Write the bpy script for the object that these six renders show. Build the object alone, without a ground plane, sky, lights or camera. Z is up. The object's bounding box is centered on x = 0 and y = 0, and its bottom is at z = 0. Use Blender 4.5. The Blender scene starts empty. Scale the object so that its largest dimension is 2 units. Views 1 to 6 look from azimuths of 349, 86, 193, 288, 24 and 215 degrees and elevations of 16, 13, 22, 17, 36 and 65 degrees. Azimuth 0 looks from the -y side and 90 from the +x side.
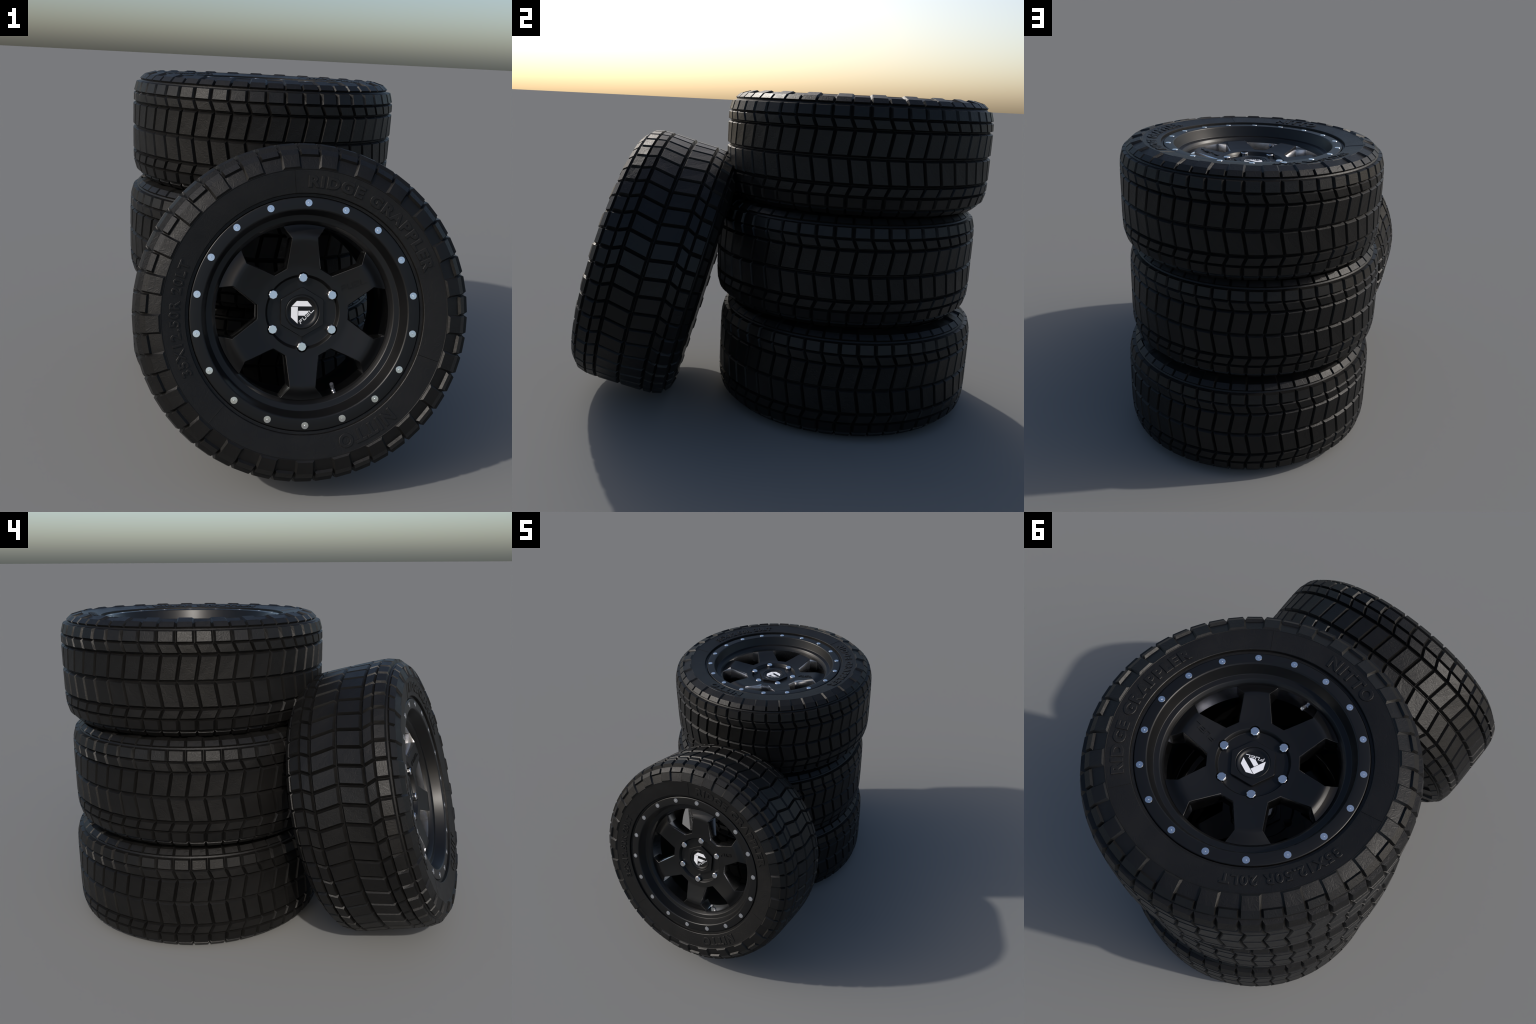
"""Four off-road wheels: three stacked flat, a fourth leaning against the stack.

Every wheel is built from the same shared meshes, in a wheel frame whose +z axis
points out of the show side, +y up and +x to the right.
"""
import bpy, bmesh, math
from math import sin, cos, pi, radians, degrees, sqrt, atan2, hypot
from mathutils import Matrix, Vector

scene = bpy.context.scene

# ------------------------------------------------------------------ helpers
def mesh_from(name, verts, faces, mats=(), face_mats=None, smooth=None):
    me = bpy.data.meshes.new(name)
    me.from_pydata(verts, [], faces)
    for m in mats:
        me.materials.append(m)
    if face_mats:
        me.polygons.foreach_set("material_index", face_mats)
    me.update()
    bm = bmesh.new(); bm.from_mesh(me)
    bmesh.ops.recalc_face_normals(bm, faces=bm.faces)
    bm.to_mesh(me); bm.free()
    if smooth is not None:
        smooth_by_angle(me, smooth)
    return me

def smooth_by_angle(me, angle_deg):
    bm = bmesh.new(); bm.from_mesh(me)
    lim = radians(angle_deg)
    for f in bm.faces:
        f.smooth = True
    for e in bm.edges:
        if len(e.link_faces) == 2:
            e.smooth = e.calc_face_angle(0) < lim and \
                e.link_faces[0].material_index == e.link_faces[1].material_index
        else:
            e.smooth = False
    bm.to_mesh(me); bm.free()

def make_object(name, me, parent=None, matrix=None, kind=None):
    ob = bpy.data.objects.new(name, me)
    scene.collection.objects.link(ob)
    if parent is not None:
        ob.parent = parent
    if matrix is not None:
        ob.matrix_basis = matrix
    if kind:
        ob["kind"] = kind
    return ob

def lathe(profile, seg, closed=False, mat_of=None):
    """Revolve (r, z) points about z.  Returns verts, faces, face material list."""
    v, f, fm, rows = [], [], [], []
    for r, z in profile:
        if r < 1e-6:
            rows.append([len(v)]); v.append((0, 0, z))
        else:
            rows.append(list(range(len(v), len(v) + seg)))
            for i in range(seg):
                a = 2 * pi * i / seg
                v.append((r * cos(a), r * sin(a), z))
    pairs = list(zip(range(len(rows)), range(1, len(rows))))
    if closed:
        pairs.append((len(rows) - 1, 0))
    for n, (a, b) in enumerate(pairs):
        A, B = rows[a], rows[b]
        for i in range(seg):
            j = (i + 1) % seg
            if len(A) == 1:
                f.append((A[0], B[i], B[j]))
            elif len(B) == 1:
                f.append((A[i], A[j], B[0]))
            else:
                f.append((A[i], A[j], B[j], B[i]))
            fm.append(mat_of[n] if mat_of else 0)
    return v, f, fm

def rounded(points, radius=0.0015, steps=3):
    """Round the corners of an open (r, z) polyline."""
    out = [points[0]]
    for a, b, c in zip(points, points[1:], points[2:]):
        va, vb, vc = Vector(a), Vector(b), Vector(c)
        d1, d2 = va - vb, vc - vb
        t = min(radius, d1.length * .45, d2.length * .45)
        p, q = vb + d1.normalized() * t, vb + d2.normalized() * t
        for i in range(steps + 1):
            s = i / steps
            w = p * (1 - s) ** 2 + vb * 2 * s * (1 - s) + q * s * s
            out.append((w.x, w.y))
    out.append(points[-1])
    return out

# ------------------------------------------------------------------ materials
def new_mat(name):
    m = bpy.data.materials.new(name); m.use_nodes = True
    nt = m.node_tree
    return m, nt, nt.nodes["Principled BSDF"]

def rubber_material():
    m, nt, b = new_mat("tyre_rubber")
    N, L = nt.nodes.new, nt.links.new
    tc = N("ShaderNodeTexCoord")
    n1 = N("ShaderNodeTexNoise"); n1.inputs["Scale"].default_value = 9
    n1.inputs["Detail"].default_value = 5; n1.inputs["Roughness"].default_value = .6
    L(tc.outputs["Object"], n1.inputs["Vector"])
    ramp = N("ShaderNodeValToRGB")
    ramp.color_ramp.elements[0].position = .3; ramp.color_ramp.elements[0].color = (*RUBBER_DARK, 1)
    ramp.color_ramp.elements[1].position = .7; ramp.color_ramp.elements[1].color = (*RUBBER_LIGHT, 1)
    L(n1.outputs["Fac"], ramp.inputs["Fac"]); L(ramp.outputs["Color"], b.inputs["Base Color"])
    # faint scuffs: warped streaky grain, seen only where light grazes
    warp = N("ShaderNodeTexNoise"); warp.inputs["Scale"].default_value = 14
    L(tc.outputs["Object"], warp.inputs["Vector"])
    add = N("ShaderNodeMixRGB"); add.blend_type = 'ADD'; add.inputs["Fac"].default_value = .12
    L(tc.outputs["Object"], add.inputs["Color1"]); L(warp.outputs["Color"], add.inputs["Color2"])
    n2 = N("ShaderNodeTexNoise"); n2.inputs["Scale"].default_value = 72
    n2.inputs["Detail"].default_value = 4; n2.inputs["Distortion"].default_value = 1.2
    L(add.outputs["Color"], n2.inputs["Vector"])
    bump = N("ShaderNodeBump"); bump.inputs["Strength"].default_value = .27
    bump.inputs["Distance"].default_value = .004
    L(n2.outputs["Fac"], bump.inputs["Height"]); L(bump.outputs["Normal"], b.inputs["Normal"])
    b.inputs["Specular IOR Level"].default_value = .28
    rr = N("ShaderNodeMapRange")
    rr.inputs["To Min"].default_value = RUBBER_ROUGH - .07; rr.inputs["To Max"].default_value = RUBBER_ROUGH + .12
    L(n1.outputs["Fac"], rr.inputs["Value"]); L(rr.outputs["Result"], b.inputs["Roughness"])
    return m

def plain_material(name, color, rough, metallic=0.0, grain=0.0, spec=.5):
    m, nt, b = new_mat(name)
    N, L = nt.nodes.new, nt.links.new
    tc = N("ShaderNodeTexCoord")
    n = N("ShaderNodeTexNoise"); n.inputs["Scale"].default_value = 30; n.inputs["Detail"].default_value = 3
    L(tc.outputs["Object"], n.inputs["Vector"])
    ramp = N("ShaderNodeValToRGB")
    ramp.color_ramp.elements[0].color = (*[c * .94 for c in color], 1)
    ramp.color_ramp.elements[1].color = (*[min(1, c * 1.06) for c in color], 1)
    L(n.outputs["Fac"], ramp.inputs["Fac"]); L(ramp.outputs["Color"], b.inputs["Base Color"])
    b.inputs["Roughness"].default_value = rough
    b.inputs["Metallic"].default_value = metallic
    b.inputs["Specular IOR Level"].default_value = spec
    if grain:
        g = N("ShaderNodeTexNoise"); g.inputs["Scale"].default_value = 420
        L(tc.outputs["Object"], g.inputs["Vector"])
        bp = N("ShaderNodeBump"); bp.inputs["Strength"].default_value = grain; bp.inputs["Distance"].default_value = .0008
        L(g.outputs["Fac"], bp.inputs["Height"]); L(bp.outputs["Normal"], b.inputs["Normal"])
    return m

RUBBER_DARK, RUBBER_LIGHT, RUBBER_ROUGH = (.0040, .0038, .0036), (.0062, .0058, .0054), .42
M_RUBBER = rubber_material()
M_BLACK = plain_material("satin_black_paint", (.0036, .0036, .0038), .38, spec=.34)
M_CHROME = plain_material("polished_metal", (.93, .93, .94), .17, 1.0)
M_NUT = plain_material("chromed_steel", (.78, .78, .79), .07, 1.0)
M_BOLT = plain_material("brushed_steel", (.80, .81, .83), .16, 1.0)
M_VALVE = plain_material("dull_metal", (.30, .30, .31), .30, 1.0)
M_WHITE = plain_material("white_enamel", (.80, .80, .82), .45)

# ------------------------------------------------------------------ tyre
N_PITCH = 50                      # tread pitches round the tyre
PITCH = 2 * pi / N_PITCH
SLANT = radians(1.9)              # chevron offset of the groove between rows

# carcass cross-section, show side, from the crown to the bead (r, z)
CARCASS = [(.6268, 0), (.6262, .060), (.6258, .1155), (.6262, .1622), (.6098, .2082),
           (.6085, .2102), (.6035, .2162), (.5978, .2195), (.5800, .2355), (.5560, .2443), (.5345, .2508),
           (.5335, .2520), (.5318, .2520), (.5305, .2503), (.5150, .2485), (.4900, .2455), (.4550, .2408), (.4475, .2396),
           (.4455, .2380), (.4445, .2265), (.4345, .2250), (.4325, .1980)]

def sidewall_z(r):
    for (r0, z0), (r1, z1) in zip(CARCASS[13:], CARCASS[14:]):
        if r1 <= r <= r0:
            return z0 + (z1 - z0) * (r0 - r) / (r0 - r1)
    return .22

def carcass_mesh():
    back = [(r, -z) for r, z in reversed(CARCASS[1:])]
    inner = [(.415, .198), (.405, .16), (.405, -.16), (.415, -.198)]
    prof = back + CARCASS + inner
    v, f, fm = lathe(prof, 200, closed=True)
    return mesh_from("tyre_carcass", v, f, [M_RUBBER], fm, smooth=14)

def cyl(r, a, z):
    return (r * cos(a), r * sin(a), z)

def prism(base, top, extra_rows=()):
    """Solid between a base polygon and a top polygon with the same corner count."""
    n = len(base)
    v = list(base) + list(top)
    f = [tuple(range(n - 1, -1, -1)), tuple(range(n, 2 * n))]
    for i in range(n):
        j = (i + 1) % n
        f.append((i, j, n + j, n + i))
    return v, f

def tread_block(z0, z1, t0, t1, r0, r1, b0, b1, o0, o1, gap_top):
    """One lug of a row.  z: groove centres, t: top-face limits, r: top radii, b: floor radii,
    o: slant offsets of the cross grooves at z0 and z1."""
    gap_base = .0004
    def off(z):
        return o0 + (o1 - o0) * (z - z0) / (z1 - z0)
    s0, s1 = (z0 + .0006 * (1 if z1 > z0 else -1)), (z1 - .0006 * (1 if z1 > z0 else -1))
    base = [cyl(b0, off(s0) + gap_base / b0, s0), cyl(b0, off(s0) + PITCH - gap_base / b0, s0),
            cyl(b1, off(s1) + PITCH - gap_base / b1, s1), cyl(b1, off(s1) + gap_base / b1, s1)]
    top = [cyl(r0, off(t0) + gap_top / r0, t0), cyl(r0, off(t0) + PITCH - gap_top / r0, t0),
           cyl(r1, off(t1) + PITCH - gap_top / r1, t1), cyl(r1, off(t1) + gap_top / r1, t1)]
    sink = [(x * .99, y * .99, z) for x, y, z in base]
    v = sink + base + top
    f = [(3, 2, 1, 0), (8, 9, 10, 11)]
    for k in (0, 4):
        for i in range(4):
            j = (i + 1) % 4
            f.append((k + i, k + j, k + 4 + j, k + 4 + i))
    return v, f

def row_spec(side):
    """Three block rows from the centre groove to the shoulder; side is +1 (show) or -1."""
    s = side
    return [
        (0, .1155 * s, .0105 * s, .1045 * s, .6420, .6418, .6272, .6268, 0, SLANT, .0086),
        (.1155 * s, .1622 * s, .1222 * s, .1545 * s, .6412, .6398, .6268, .6278, SLANT, 0, .0086),
        (.1622 * s, .2110 * s, .1675 * s, .2075 * s, .6385, .6272, .6278, .6105, 0, 0, .0100),
    ]

def lug(side, long_one):
    """Shoulder lug: a chamfer pad, and on every second one a plate running down the sidewall."""
    s = side
    # (top r, top z), (base r, base z), top gap and base gap in degrees, from tread to sidewall
    if long_one:
        rows = [((.6090, .2245), (.6030, .2145), .66, .02), ((.5880, .2437), (.5800, .2350), .66, -.10),
                ((.5415, .2570), (.5325, .2495), .66, -.50)]
    else:
        rows = [((.6090, .2245), (.6030, .2145), .66, .02), ((.5880, .2437), (.5785, .2345), .66, .02)]
    v, f = [], []
    for (tr, tz), (br, bz), gt, gb in rows:
        gt, gb = radians(gt), radians(gb)
        v += [cyl(br, gb, bz * s), cyl(tr, gt, tz * s),
              cyl(tr, PITCH - gt, tz * s), cyl(br, PITCH - gb, bz * s)]
    n = len(rows)
    for i in range(n - 1):
        a, b = 4 * i, 4 * i + 4
        for k in range(4):
            j = (k + 1) % 4
            f.append((a + k, a + j, b + j, b + k))
    f.append((0, 1, 2, 3)); e = 4 * (n - 1)
    f.append((e + 3, e + 2, e + 1, e))
    return v, f

def repeated(parts):
    """Join several (verts, faces, angle) pieces into one mesh."""
    V, F = [], []
    for v, f, a in parts:
        c, s, o = cos(a), sin(a), len(V)
        V += [(x * c - y * s, x * s + y * c, z) for x, y, z in v]
        F += [tuple(i + o for i in q) for q in f]
    return V, F

BLOCK, ROW_STUFF, LUG, LUG_STUFF = {}, {}, {}, {}
def piece(name, v, f):
    me = mesh_from(name, v, f, [M_RUBBER])
    return me

for side in (1, -1):
    for n, spec in enumerate(row_spec(side)):
        v, f = tread_block(*spec)
        BLOCK[side, n] = piece("tread_block", v, f)
        V, F = repeated([(v, f, k * PITCH) for k in range(N_PITCH)])
        ROW_STUFF[side, n] = piece("tread_row", V, F)
    pl, ps = lug(side, True), lug(side, False)
    LUG[side, 1], LUG[side, 0] = piece("shoulder_lug_plate", *pl), piece("shoulder_lug_pad", *ps)
    V, F = repeated([((pl if k % 2 else ps) + (k * PITCH,)) for k in range(N_PITCH)])
    LUG_STUFF[side] = piece("shoulder_lugs", V, F)

# ---- raised lettering on the sidewall
def text_mesh(body, weight, extrude, bevel):
    cu = bpy.data.curves.new("lettering", 'FONT')
    cu.body = body; cu.size = 1; cu.offset = weight
    cu.extrude = extrude; cu.bevel_depth = bevel; cu.bevel_resolution = 0
    cu.resolution_u = 4; cu.space_character = 1.2
    ob = bpy.data.objects.new("lettering", cu); scene.collection.objects.link(ob)
    bpy.context.view_layer.update()
    me = bpy.data.meshes.new_from_object(ob.evaluated_get(bpy.context.evaluated_depsgraph_get()))
    bpy.data.objects.remove(ob); bpy.data.curves.remove(cu)
    return me

def arc_lettering(body, a_start, a_end, r_in, r_out, weight):
    """Bend a line of text round the sidewall, reading clockwise, tops outward."""
    me = text_mesh(body, weight, .10, .030)
    xs = [v.co.x for v in me.vertices]; ys = [v.co.y for v in me.vertices]
    x0, x1, y0, y1 = min(xs), max(xs), min(ys), max(ys)
    for v in me.vertices:
        a = radians(a_start + (a_end - a_start) * (v.co.x - x0) / (x1 - x0))
        r = r_in + (r_out - r_in) * (v.co.y - y0) / (y1 - y0)
        z = sidewall_z(r) + v.co.z / .13 * .0036
        v.co = cyl(r, a, z)
    me.materials.clear(); me.materials.append(M_RUBBER)
    me.update()
    bm = bmesh.new(); bm.from_mesh(me)
    bmesh.ops.remove_doubles(bm, verts=bm.verts, dist=1e-5)
    bm.to_mesh(me); bm.free()
    for p in me.polygons:
        p.use_smooth = False
    return me

LETTERING = [arc_lettering("RIDGE GRAPPLER", 90.6, 19.7, .4660, .5120, .033),
             arc_lettering("NITTO", -47.8, -75.0, .4620, .5155, .020),
             arc_lettering("35X12.50R 20LT", -152.6, -203.2, .4660, .5045, .010)]

def seam_mesh():
    V, F = [], []
    for a in (96.3, -19.2, -132.4):
        rs = [.4490 + (.5310 - .4490) * i / 10 for i in range(11)]
        o = len(V)
        for r in rs:
            z = sidewall_z(min(r, .5300))
            for dt, dz in ((-.0013, -.001), (0, .0015), (.0013, -.001)):
                V.append(cyl(r, radians(a) + dt / r, z + dz))
        for i in range(10):
            for k in (0, 1):
                F.append((o + 3 * i + k, o + 3 * i + k + 1, o + 3 * i + 4 + k, o + 3 * i + 3 + k))
            F.append((o + 3 * i + 2, o + 3 * i, o + 3 * i + 3, o + 3 * i + 5))
    return mesh_from("mould_seam", V, F, [M_RUBBER])

CARCASS_ME, SEAM_ME = carcass_mesh(), seam_mesh()

# ------------------------------------------------------------------ rim
def barrel_mesh():
    """Bead ring, stepped lip and open barrel, one closed revolved section."""
    front = rounded([(.4325, .2050), (.4325, .2285), (.4290, .2316), (.3885, .2316), (.3845, .2280), (.3690, .1815),
                     (.3475, .1790), (.3445, .1755), (.3375, .1650), (.3330, .1540)], .0022, 3)
    inner = [(.3330, .0720), (.3380, .0710), (.3560, .0680), (.3585, .0640), (.3585, -.1800), (.3550, -.2100), (.3580, -.2150),
             (.3860, -.2200), (.3910, -.2270)]
    backring = [(.3950, -.2316), (.4290, -.2316), (.4325, -.2285), (.4325, -.2050)]
    outer = [(.4200, -.2000), (.4100, -.1500), (.4100, .1500), (.4200, .2000)]
    prof = front + inner + backring + outer
    mats = [0] * (len(front) - 1) + [1, 1] + [0] * (len(inner) - 2 + len(backring) + len(outer) + 1)
    v, f, fm = lathe(prof, 180, closed=True, mat_of=mats)
    return mesh_from("rim_barrel", v, f, [M_BLACK, M_CHROME], fm, smooth=40)

R_HUB, R_IN, R_MID, R_OUT = .1435, .1760, .2865, .3330
A_IN, A_MID, A_OUT = radians(30 - 9.0), radians(30 - 20.2), radians(30 - 15.9)

def spoke_height(r):
    pts = [(0, .1500), (.1435, .1500), (.1760, .1530), (.2300, .1640), (.2700, .1735), (.2865, .1755), (.2960, .1725),
           (.3120, .1640), (.3250, .1590), (.3400, .1560)]
    for (r0, h0), (r1, h1) in zip(pts, pts[1:]):
        if r <= r1:
            return h0 + (h1 - h0) * (r - r0) / (r1 - r0)
    return pts[-1][1]

def spoke_mesh():
    """Six-spoke centre: front skin, window walls, back skin and a recessed hub, closed."""
    V, F, FM = [], [], []
    weld = {}
    def vert(x, y, z):
        k = (round(x, 5), round(y, 5), round(z, 5))
        if k not in weld:
            weld[k] = len(V); V.append((x, y, z))
        return weld[k]
    def face(idx, m):
        idx = [i for n, i in enumerate(idx) if i != idx[n - 1]]
        if len(idx) >= 3:
            F.append(tuple(idx)); FM.append(m)
    NC, NE = 12, 3
    back_hub, back_out = .0910, .0930
    def back_h(r):
        return back_hub + (back_out - back_hub) * max(0, r - .16) / .17
    def edge_rows(P, draft):
        """Plan of one spoke sector: hub rows, then arm rows; draft narrows the windows."""
        r_in = R_IN + draft
        a_in, a_mid, a_out = A_IN + draft / R_IN, A_MID + draft / R_MID, A_OUT + .4 * draft / R_OUT
        cols = [-radians(30) + (radians(30) - a_in) * i / NE for i in range(NE)] + \
               [-a_in + 2 * a_in * i / NC for i in range(NC + 1)] + \
               [a_in + (radians(30) - a_in) * i / NE for i in range(1, NE + 1)]
        flat = r_in * cos(radians(30) - a_in)        # distance of the straight window foot
        foot = lambda a: flat / cos(radians(30) - abs(a)) if abs(a) > a_in else r_in
        hub = [[P(R_HUB + (foot(a) - R_HUB) * t, a if t else c) for a, c in zip(cols, HUB_COLS)]
               for t in (0, .25, .5, .75, 1)]
        arm = [hub[-1][NE:NE + NC + 1]]
        for r0, a0, r1, a1, n in ((r_in, a_in, R_MID, a_mid, 8), (R_MID, a_mid, R_OUT, a_out, 6)):
            for i in range(1, n + 1):
                t = i / n
                ends = []
                for sign in (-1, 1):
                    p0, p1 = P(r0, a0 * sign), P(r1, a1 * sign)
                    ends.append((p0[0] + (p1[0] - p0[0]) * t, p0[1] + (p1[1] - p0[1]) * t))
                r = hypot(*ends[0]); al = atan2(ends[0][1], ends[0][0]); ar = atan2(ends[1][1], ends[1][0])
                while ar < al: ar += 2 * pi
                arm.append([(r * cos(al + (ar - al) * k / NC), r * sin(al + (ar - al) * k / NC)) for k in range(NC + 1)])
        return hub, arm
    HUB_COLS = [-radians(30) + (radians(30) - A_IN) * i / NE for i in range(NE)] + \
               [-A_IN + 2 * A_IN * i / NC for i in range(NC + 1)] + \
               [A_IN + (radians(30) - A_IN) * i / NE for i in range(1, NE + 1)]
    cols_a = HUB_COLS
    for s in range(6):
        base = radians(30 + 60 * s)
        P = lambda r, a: (r * cos(base + a), r * sin(base + a))
        front_rows, rear_rows = edge_rows(P, 0), edge_rows(P, .0045)
        front = lambda p: vert(p[0], p[1], spoke_height(hypot(*p)))
        rear = lambda p: vert(p[0], p[1], back_h(hypot(*p)))
        for rows, back in zip(front_rows, rear_rows):
            for A, B, C, D in zip(rows, rows[1:], back, back[1:]):
                for i in range(len(A) - 1):
                    face([front(A[i]), front(A[i + 1]), front(B[i + 1]), front(B[i])], 0)
                    face([rear(C[i + 1]), rear(C[i]), rear(D[i]), rear(D[i + 1])], 1)
        def wall(p, q, pr, qr, m=1):
            mid = []                                  # the wall rolls over from a steep chamfer to upright
            for f, b in ((p, pr), (q, qr)):
                zf, zb = spoke_height(hypot(*f)), back_h(hypot(*b))
                mid.append(vert(f[0] + .85 * (b[0] - f[0]), f[1] + .85 * (b[1] - f[1]), zf - .16 * (zf - zb)))
            face([front(q), front(p), mid[0], mid[1]], m)
            face([mid[1], mid[0], rear(pr), rear(qr)], m)
        last, lastr = front_rows[0][-1], rear_rows[0][-1]
        for i in list(range(NE)) + list(range(NE + NC, 2 * NE + NC)):
            wall(last[i], last[i + 1], lastr[i], lastr[i + 1])
        fa, ra_ = front_rows[1], rear_rows[1]
        for A, B, C, D in zip(fa, fa[1:], ra_, ra_[1:]):
            wall(A[0], B[0], C[0], D[0]); wall(A[-1], B[-1], C[-1], D[-1])
        for i in range(NC):
            wall(fa[-1][i], fa[-1][i + 1], ra_[-1][i], ra_[-1][i + 1], 0)
        # recessed hub
        rec = [(R_HUB, spoke_height(R_HUB)), (.1415, .1482), (.1350, .1345), (.1335, .1315), (.1310, .1310), (.05, .1310)]
        for (ra, za), (rb, zb) in zip(rec, rec[1:]):
            for a, b in zip(cols_a, cols_a[1:]):
                pa, pb, qa, qb = P(ra, a), P(ra, b), P(rb, a), P(rb, b)
                face([vert(*qa, zb), vert(*qb, zb), vert(*pb, za), vert(*pa, za)], 0)
        for a, b in zip(cols_a, cols_a[1:]):
            face([vert(0, 0, .1310), vert(*P(.05, a), .1310), vert(*P(.05, b), .1310)], 0)
            pa, pb, qa, qb = P(R_HUB, a), P(R_HUB, b), P(.05, a), P(.05, b)
            face([vert(*pa, back_h(R_HUB)), vert(*pb, back_h(R_HUB)), vert(*qb, back_hub), vert(*qa, back_hub)], 1)
            face([vert(0, 0, back_hub), vert(*qb, back_hub), vert(*qa, back_hub)], 1)
    me = mesh_from("spoke_disc", V, F, [M_BLACK, M_CHROME], FM)
    bm = bmesh.new(); bm.from_mesh(me)               # chamfer round the windows
    rim_edges = [e for e in bm.edges if len(e.link_faces) == 2 and e.calc_face_angle(0) > radians(50)
                 and {f.material_index for f in e.link_faces} == {0, 1}]
    bmesh.ops.bevel(bm, geom=rim_edges, offset=.0010, segments=1, affect='EDGES', clamp_overlap=True, material=0)
    bm.to_mesh(me); bm.free()
    # pockets round the nuts
    cut_v, cut_f = [], []
    for k in range(6):
        a = radians(30 + 60 * k); cx, cy = .1315 * cos(a), .1315 * sin(a); o = len(cut_v); n = 32
        for z, r in ((.1295, .0200), (.1800, .0235)):
            for i in range(n):
                t = 2 * pi * i / n
                cut_v.append((cx + r * cos(t), cy + r * sin(t), z))
        cut_f.append(tuple(o + n - 1 - i for i in range(n))); cut_f.append(tuple(o + n + i for i in range(n)))
        for i in range(n):
            j = (i + 1) % n
            cut_f.append((o + i, o + j, o + n + j, o + n + i))
    cutter = make_object("pocket_cutter", mesh_from("pocket_cutter", cut_v, cut_f, [M_BLACK]))
    body = make_object("spoke_body", me)
    md = body.modifiers.new("pockets", 'BOOLEAN'); md.operation = 'DIFFERENCE'; md.object = cutter; md.solver = 'EXACT'
    bv = body.modifiers.new("edge", 'BEVEL'); bv.width = .0008; bv.segments = 1; bv.limit_method = 'ANGLE'
    bv.angle_limit = radians(50); bv.use_clamp_overlap = True
    bpy.context.view_layer.update()
    out = bpy.data.meshes.new_from_object(body.evaluated_get(bpy.context.evaluated_depsgraph_get()))
    out.name = "spoke_disc"
    bpy.data.objects.remove(body); bpy.data.objects.remove(cutter)
    smooth_by_angle(out, 28)
    return out

def nut_mesh():
    """Closed-end spline nut: scalloped sides and a chamfered flat crown."""
    n = 64
    prof = [(.0176, .128, .8), (.0176, .1400, .8), (.0182, .1412, .6), (.0186, .1440, .5), (.0180, .1470, .6), (.0160, .1496, .35), (.0150, .1503, .1)]
    V, F = [], []
    for r, z, amp in prof:
        for i in range(n):
            t = 2 * pi * i / n
            k = r + .0010 * amp * cos(8 * t)
            V.append((k * cos(t), k * sin(t), z))
    for a in range(len(prof) - 1):
        for i in range(n):
            j = (i + 1) % n
            F.append((a * n + i, a * n + j, (a + 1) * n + j, (a + 1) * n + i))
    F.append(tuple((len(prof) - 1) * n + i for i in range(n)))
    F.append(tuple(n - 1 - i for i in range(n)))
    return mesh_from("lug_nut", V, F, [M_NUT], smooth=18)

def bead_bolt_mesh():
    prof = [(.0130, -.002), (.0132, .0008), (.0129, .0012), (.0020, .00132), (.0014, .0018), (0, .0020)]
    v, f, fm = lathe(prof, 32)
    return mesh_from("bead_bolt", v, f, [M_BOLT], smooth=12)

def hex_radius(t, rc):
    """Radius of a hexagon with a corner at 90 degrees and slightly rounded corners."""
    k = ((t - pi / 2 + pi / 6) % (pi / 3)) - pi / 6
    flat = rc * cos(pi / 6)
    return min(flat / cos(pi / 6 - abs(k)), rc * .985)

def cap_mesh():
    n = 144
    rows = [('h', .0965, .1300), ('h', .0955, .1412), ('h', .0942, .1424), ('c', .0675, .1424), ('c', .0662, .1415), ('c', .0655, .1398),
            ('c', .0642, .1400), ('c', .0625, .1416), ('c', .0600, .1420), ('c', .0560, .1408), ('c', .0525, .1384), ('c', .0498, .1368), ('c', .0480, .1364)]
    V, F = [], []
    for kind, r, z in rows:
        for i in range(n):
            t = 2 * pi * i / n
            k = hex_radius(t, r) if kind == 'h' else r
            V.append((k * cos(t), k * sin(t), z))
    for a in range(len(rows) - 1):
        for i in range(n):
            j = (i + 1) % n
            F.append((a * n + i, a * n + j, (a + 1) * n + j, (a + 1) * n + i))
    F.append(tuple((len(rows) - 1) * n + i for i in range(n)))
    return mesh_from("centre_cap", V, F, [M_BLACK], smooth=30)

def plates(polys, z0, z1, mat, name):
    V, F = [], []
    for p in polys:
        o, n = len(V), len(p)
        area = sum(p[i][0] * p[(i + 1) % n][1] - p[(i + 1) % n][0] * p[i][1] for i in range(n))
        if area < 0: p = p[::-1]
        V += [(x, y, z0) for x, y in p] + [(x, y, z1) for x, y in p]
        F.append(tuple(o + n - 1 - i for i in range(n))); F.append(tuple(o + n + i for i in range(n)))
        for i in range(n):
            j = (i + 1) % n
            F.append((o + i, o + j, o + n + j, o + n + i))
    return mesh_from(name, V, F, [mat])

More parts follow.
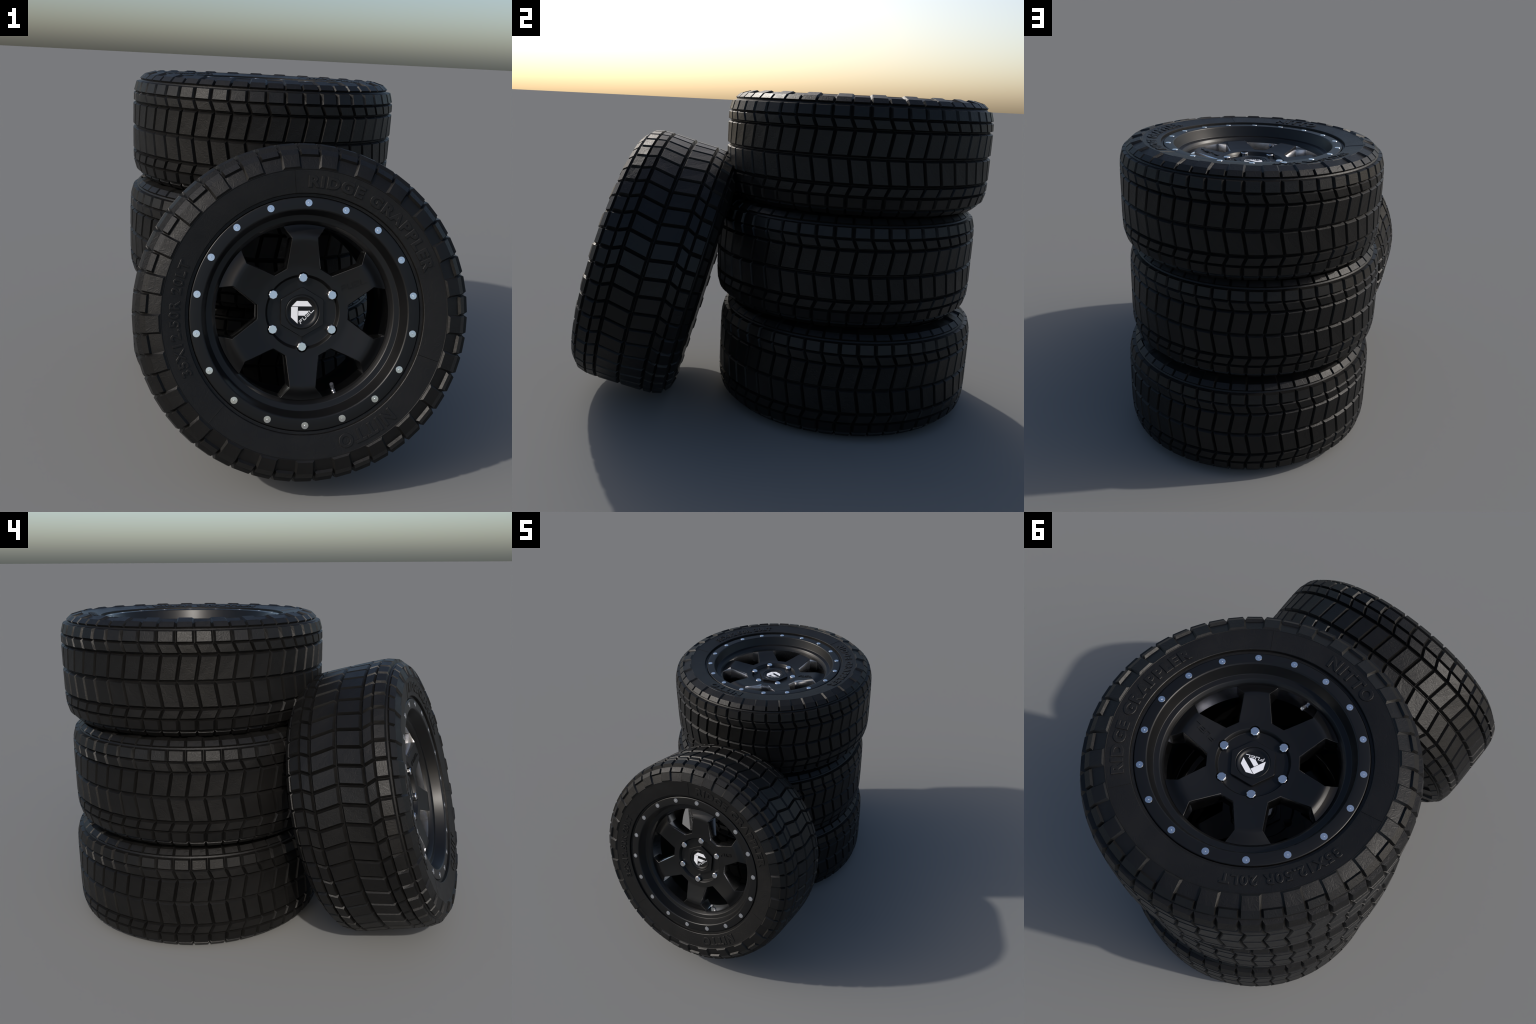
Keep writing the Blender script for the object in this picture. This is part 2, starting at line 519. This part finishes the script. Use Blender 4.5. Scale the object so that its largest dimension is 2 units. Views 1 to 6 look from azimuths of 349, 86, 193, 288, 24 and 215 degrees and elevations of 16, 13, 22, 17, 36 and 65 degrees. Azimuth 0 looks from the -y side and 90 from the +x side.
# stroke lettering of the emblem: each letter is a set of bars in a unit box
GLYPHS = {'F': [((0, 1), (1, 1)), ((0, .55), (.8, .55)), ((0, 0), (0, .55))],
          'U': [((0, 1), (0, 0)), ((0, 0), (1, 0)), ((1, 0), (1, 1))],
          'E': [((0, 1), (1, 1)), ((0, .5), (1, .5)), ((0, 0), (1, 0)), ((0, 0), (0, .5))],
          'L': [((0, 1), (0, 0)), ((0, 0), (1.25, 0))]}
def stroke_word(word, origin, direction, letter_w, gap, height, thick, lean=.25):
    """Bars of a slanted stroke lettering along a direction (radians)."""
    c, s = cos(direction), sin(direction)
    polys, x = [], 0
    for ch in word:
        for (ax, ay), (bx, by) in GLYPHS[ch]:
            p = Vector((x + ax * letter_w + ay * height * lean, ay * height))
            q = Vector((x + bx * letter_w + by * height * lean, by * height))
            d = (q - p).normalized() * thick / 2; nrm = Vector((-d.y, d.x))
            quad = [p - d + nrm, p - d - nrm, q + d - nrm, q + d + nrm]
            polys.append([(origin[0] + w.x * c - w.y * s, origin[1] + w.x * s + w.y * c) for w in quad])
        x += letter_w + gap
    return polys

EMBLEM = plates([[(-.0400, .0212), (-.0205, .0415), (.0205, .0415), (.0385, .0212)],
                 [(-.0422, .0188), (-.0166, .0188), (-.0166, -.0450), (-.0422, -.0208)],
                 [(-.0145, .0040), (.0262, .0040), (.0085, -.0142), (-.0145, -.0142)]], .1360, .1371, M_WHITE, "emblem_letter")
EMBLEM_WORD = plates(stroke_word("FUEL", (-.0035, -.0452), radians(46.5), .0125, .0060, .0115, .0023, .15), .1360, .1372, M_WHITE, "emblem_word")

def spoke_word_mesh():
    polys = stroke_word("FUEL", (.1510, .0830), radians(20.5), .0165, .0085, .0180, .0022, .1)
    V, F = [], []
    for p in polys:
        o = len(V)
        for dz in (-.002, .0030):
            V += [(x, y, spoke_height(hypot(x, y)) + dz) for x, y in p]
        F += [(o, o + 1, o + 2, o + 3), (o + 4, o + 5, o + 6, o + 7)]
        for i in range(4):
            j = (i + 1) % 4
            F.append((o + i, o + j, o + 4 + j, o + 4 + i))
    return mesh_from("spoke_word", V, F, [M_BLACK])

def valve_mesh():
    prof = [(0, 0), (.0075, 0), (.0075, .006), (.0042, .008), (.0042, .022), (.0078, .0225), (.0080, .0395), (.0070, .0415), (0, .0418)]
    v, f, fm = lathe(prof, 24)
    me = mesh_from("valve_stem", v, f, [M_VALVE], smooth=35)
    a = radians(-67)
    tip = Vector((.2957 * cos(a), .2957 * sin(a), .1530)); foot = Vector((.3300 * cos(a), .3300 * sin(a), .1290))
    d = (tip - foot).normalized()
    rot = d.to_track_quat('Z', 'Y').to_matrix().to_4x4()
    me.transform(Matrix.Translation(tip - d * .0418) @ rot)
    return me

BARREL, SPOKES, NUT, BOLT, CAP, VALVE, SPOKE_WORD = barrel_mesh(), spoke_mesh(), nut_mesh(), bead_bolt_mesh(), cap_mesh(), valve_mesh(), spoke_word_mesh()

# ------------------------------------------------------------------ assembly
def build_wheel(frame, tyre_turn, rim_turn, label, single_rows, single_lugs):
    """single_rows: (side, row) pairs whose blocks are objects of their own;
    single_lugs: sides whose shoulder lugs are."""
    wheel = make_object("wheel", None, None, frame)
    wheel["label"] = label; wheel["category"] = "wheel"
    T, R = Matrix.Rotation(radians(tyre_turn), 4, 'Z'), Matrix.Rotation(radians(rim_turn), 4, 'Z')
    tyre = make_object("tyre", CARCASS_ME, wheel, T)
    for side in (1, -1):
        for n in range(3):
            if (side, n) in single_rows:
                for k in range(N_PITCH):
                    make_object("tread_block", BLOCK[side, n], tyre, Matrix.Rotation(k * PITCH, 4, 'Z'))
            else:
                make_object("tread_row", ROW_STUFF[side, n], tyre, kind="stuff")
        if side in single_lugs:
            for k in range(N_PITCH):
                make_object("shoulder_lug", LUG[side, k % 2], tyre, Matrix.Rotation(k * PITCH, 4, 'Z'))
        else:
            make_object("shoulder_lugs", LUG_STUFF[side], tyre, kind="stuff")
    for me in LETTERING:
        make_object("sidewall_lettering", me, tyre)
    make_object("mould_seam", SEAM_ME, tyre)
    rim = make_object("rim", BARREL, wheel, R)
    make_object("spokes", SPOKES, rim)
    for k in range(6):
        a = radians(30 + 60 * k)
        make_object("lug_nut", NUT, rim, Matrix.Translation((.1315 * cos(a), .1315 * sin(a), 0)))
    for k in range(18):
        a = radians(10 + 20 * k)
        make_object("bead_bolt", BOLT, rim, Matrix.Translation((.4105 * cos(a), .4105 * sin(a), .2316)))
    make_object("centre_cap", CAP, rim)
    make_object("emblem", EMBLEM, rim)
    make_object("emblem_lettering", EMBLEM_WORD, rim)
    make_object("spoke_lettering", SPOKE_WORD, rim)
    make_object("valve_stem", VALVE, rim)
    return wheel

def flat_frame(x, y, z):
    return Matrix.Translation((x, y, z))

def lean_frame(center, axis):
    a = Vector(axis).normalized()
    x = Vector((0, 0, 1)).cross(a).normalized(); y = a.cross(x)
    m = Matrix((x, y, a)).transposed().to_4x4()
    m.translation = center
    return m

STACK_LABEL = "off-road wheel lying flat in a stack, black six-spoke rim"
build_wheel(flat_frame(.0054, .3532, .2583), 3.9, 0, STACK_LABEL, {(1, 0)}, {1})
build_wheel(flat_frame(-.0079, .3247, .7745), -41.75, -25, STACK_LABEL, {(1, 0)}, {1})
build_wheel(flat_frame(.0073, .3574, 1.2772), -41.75, -25, STACK_LABEL, {(1, 0), (-1, 0)}, {1})
build_wheel(lean_frame((.0018, -.6039, .6608), (-.0597, -.9627, .2639)), 0, 0,
            "off-road wheel leaning on the stack, black six-spoke rim", {(1, 0), (-1, 0)}, {1, -1})
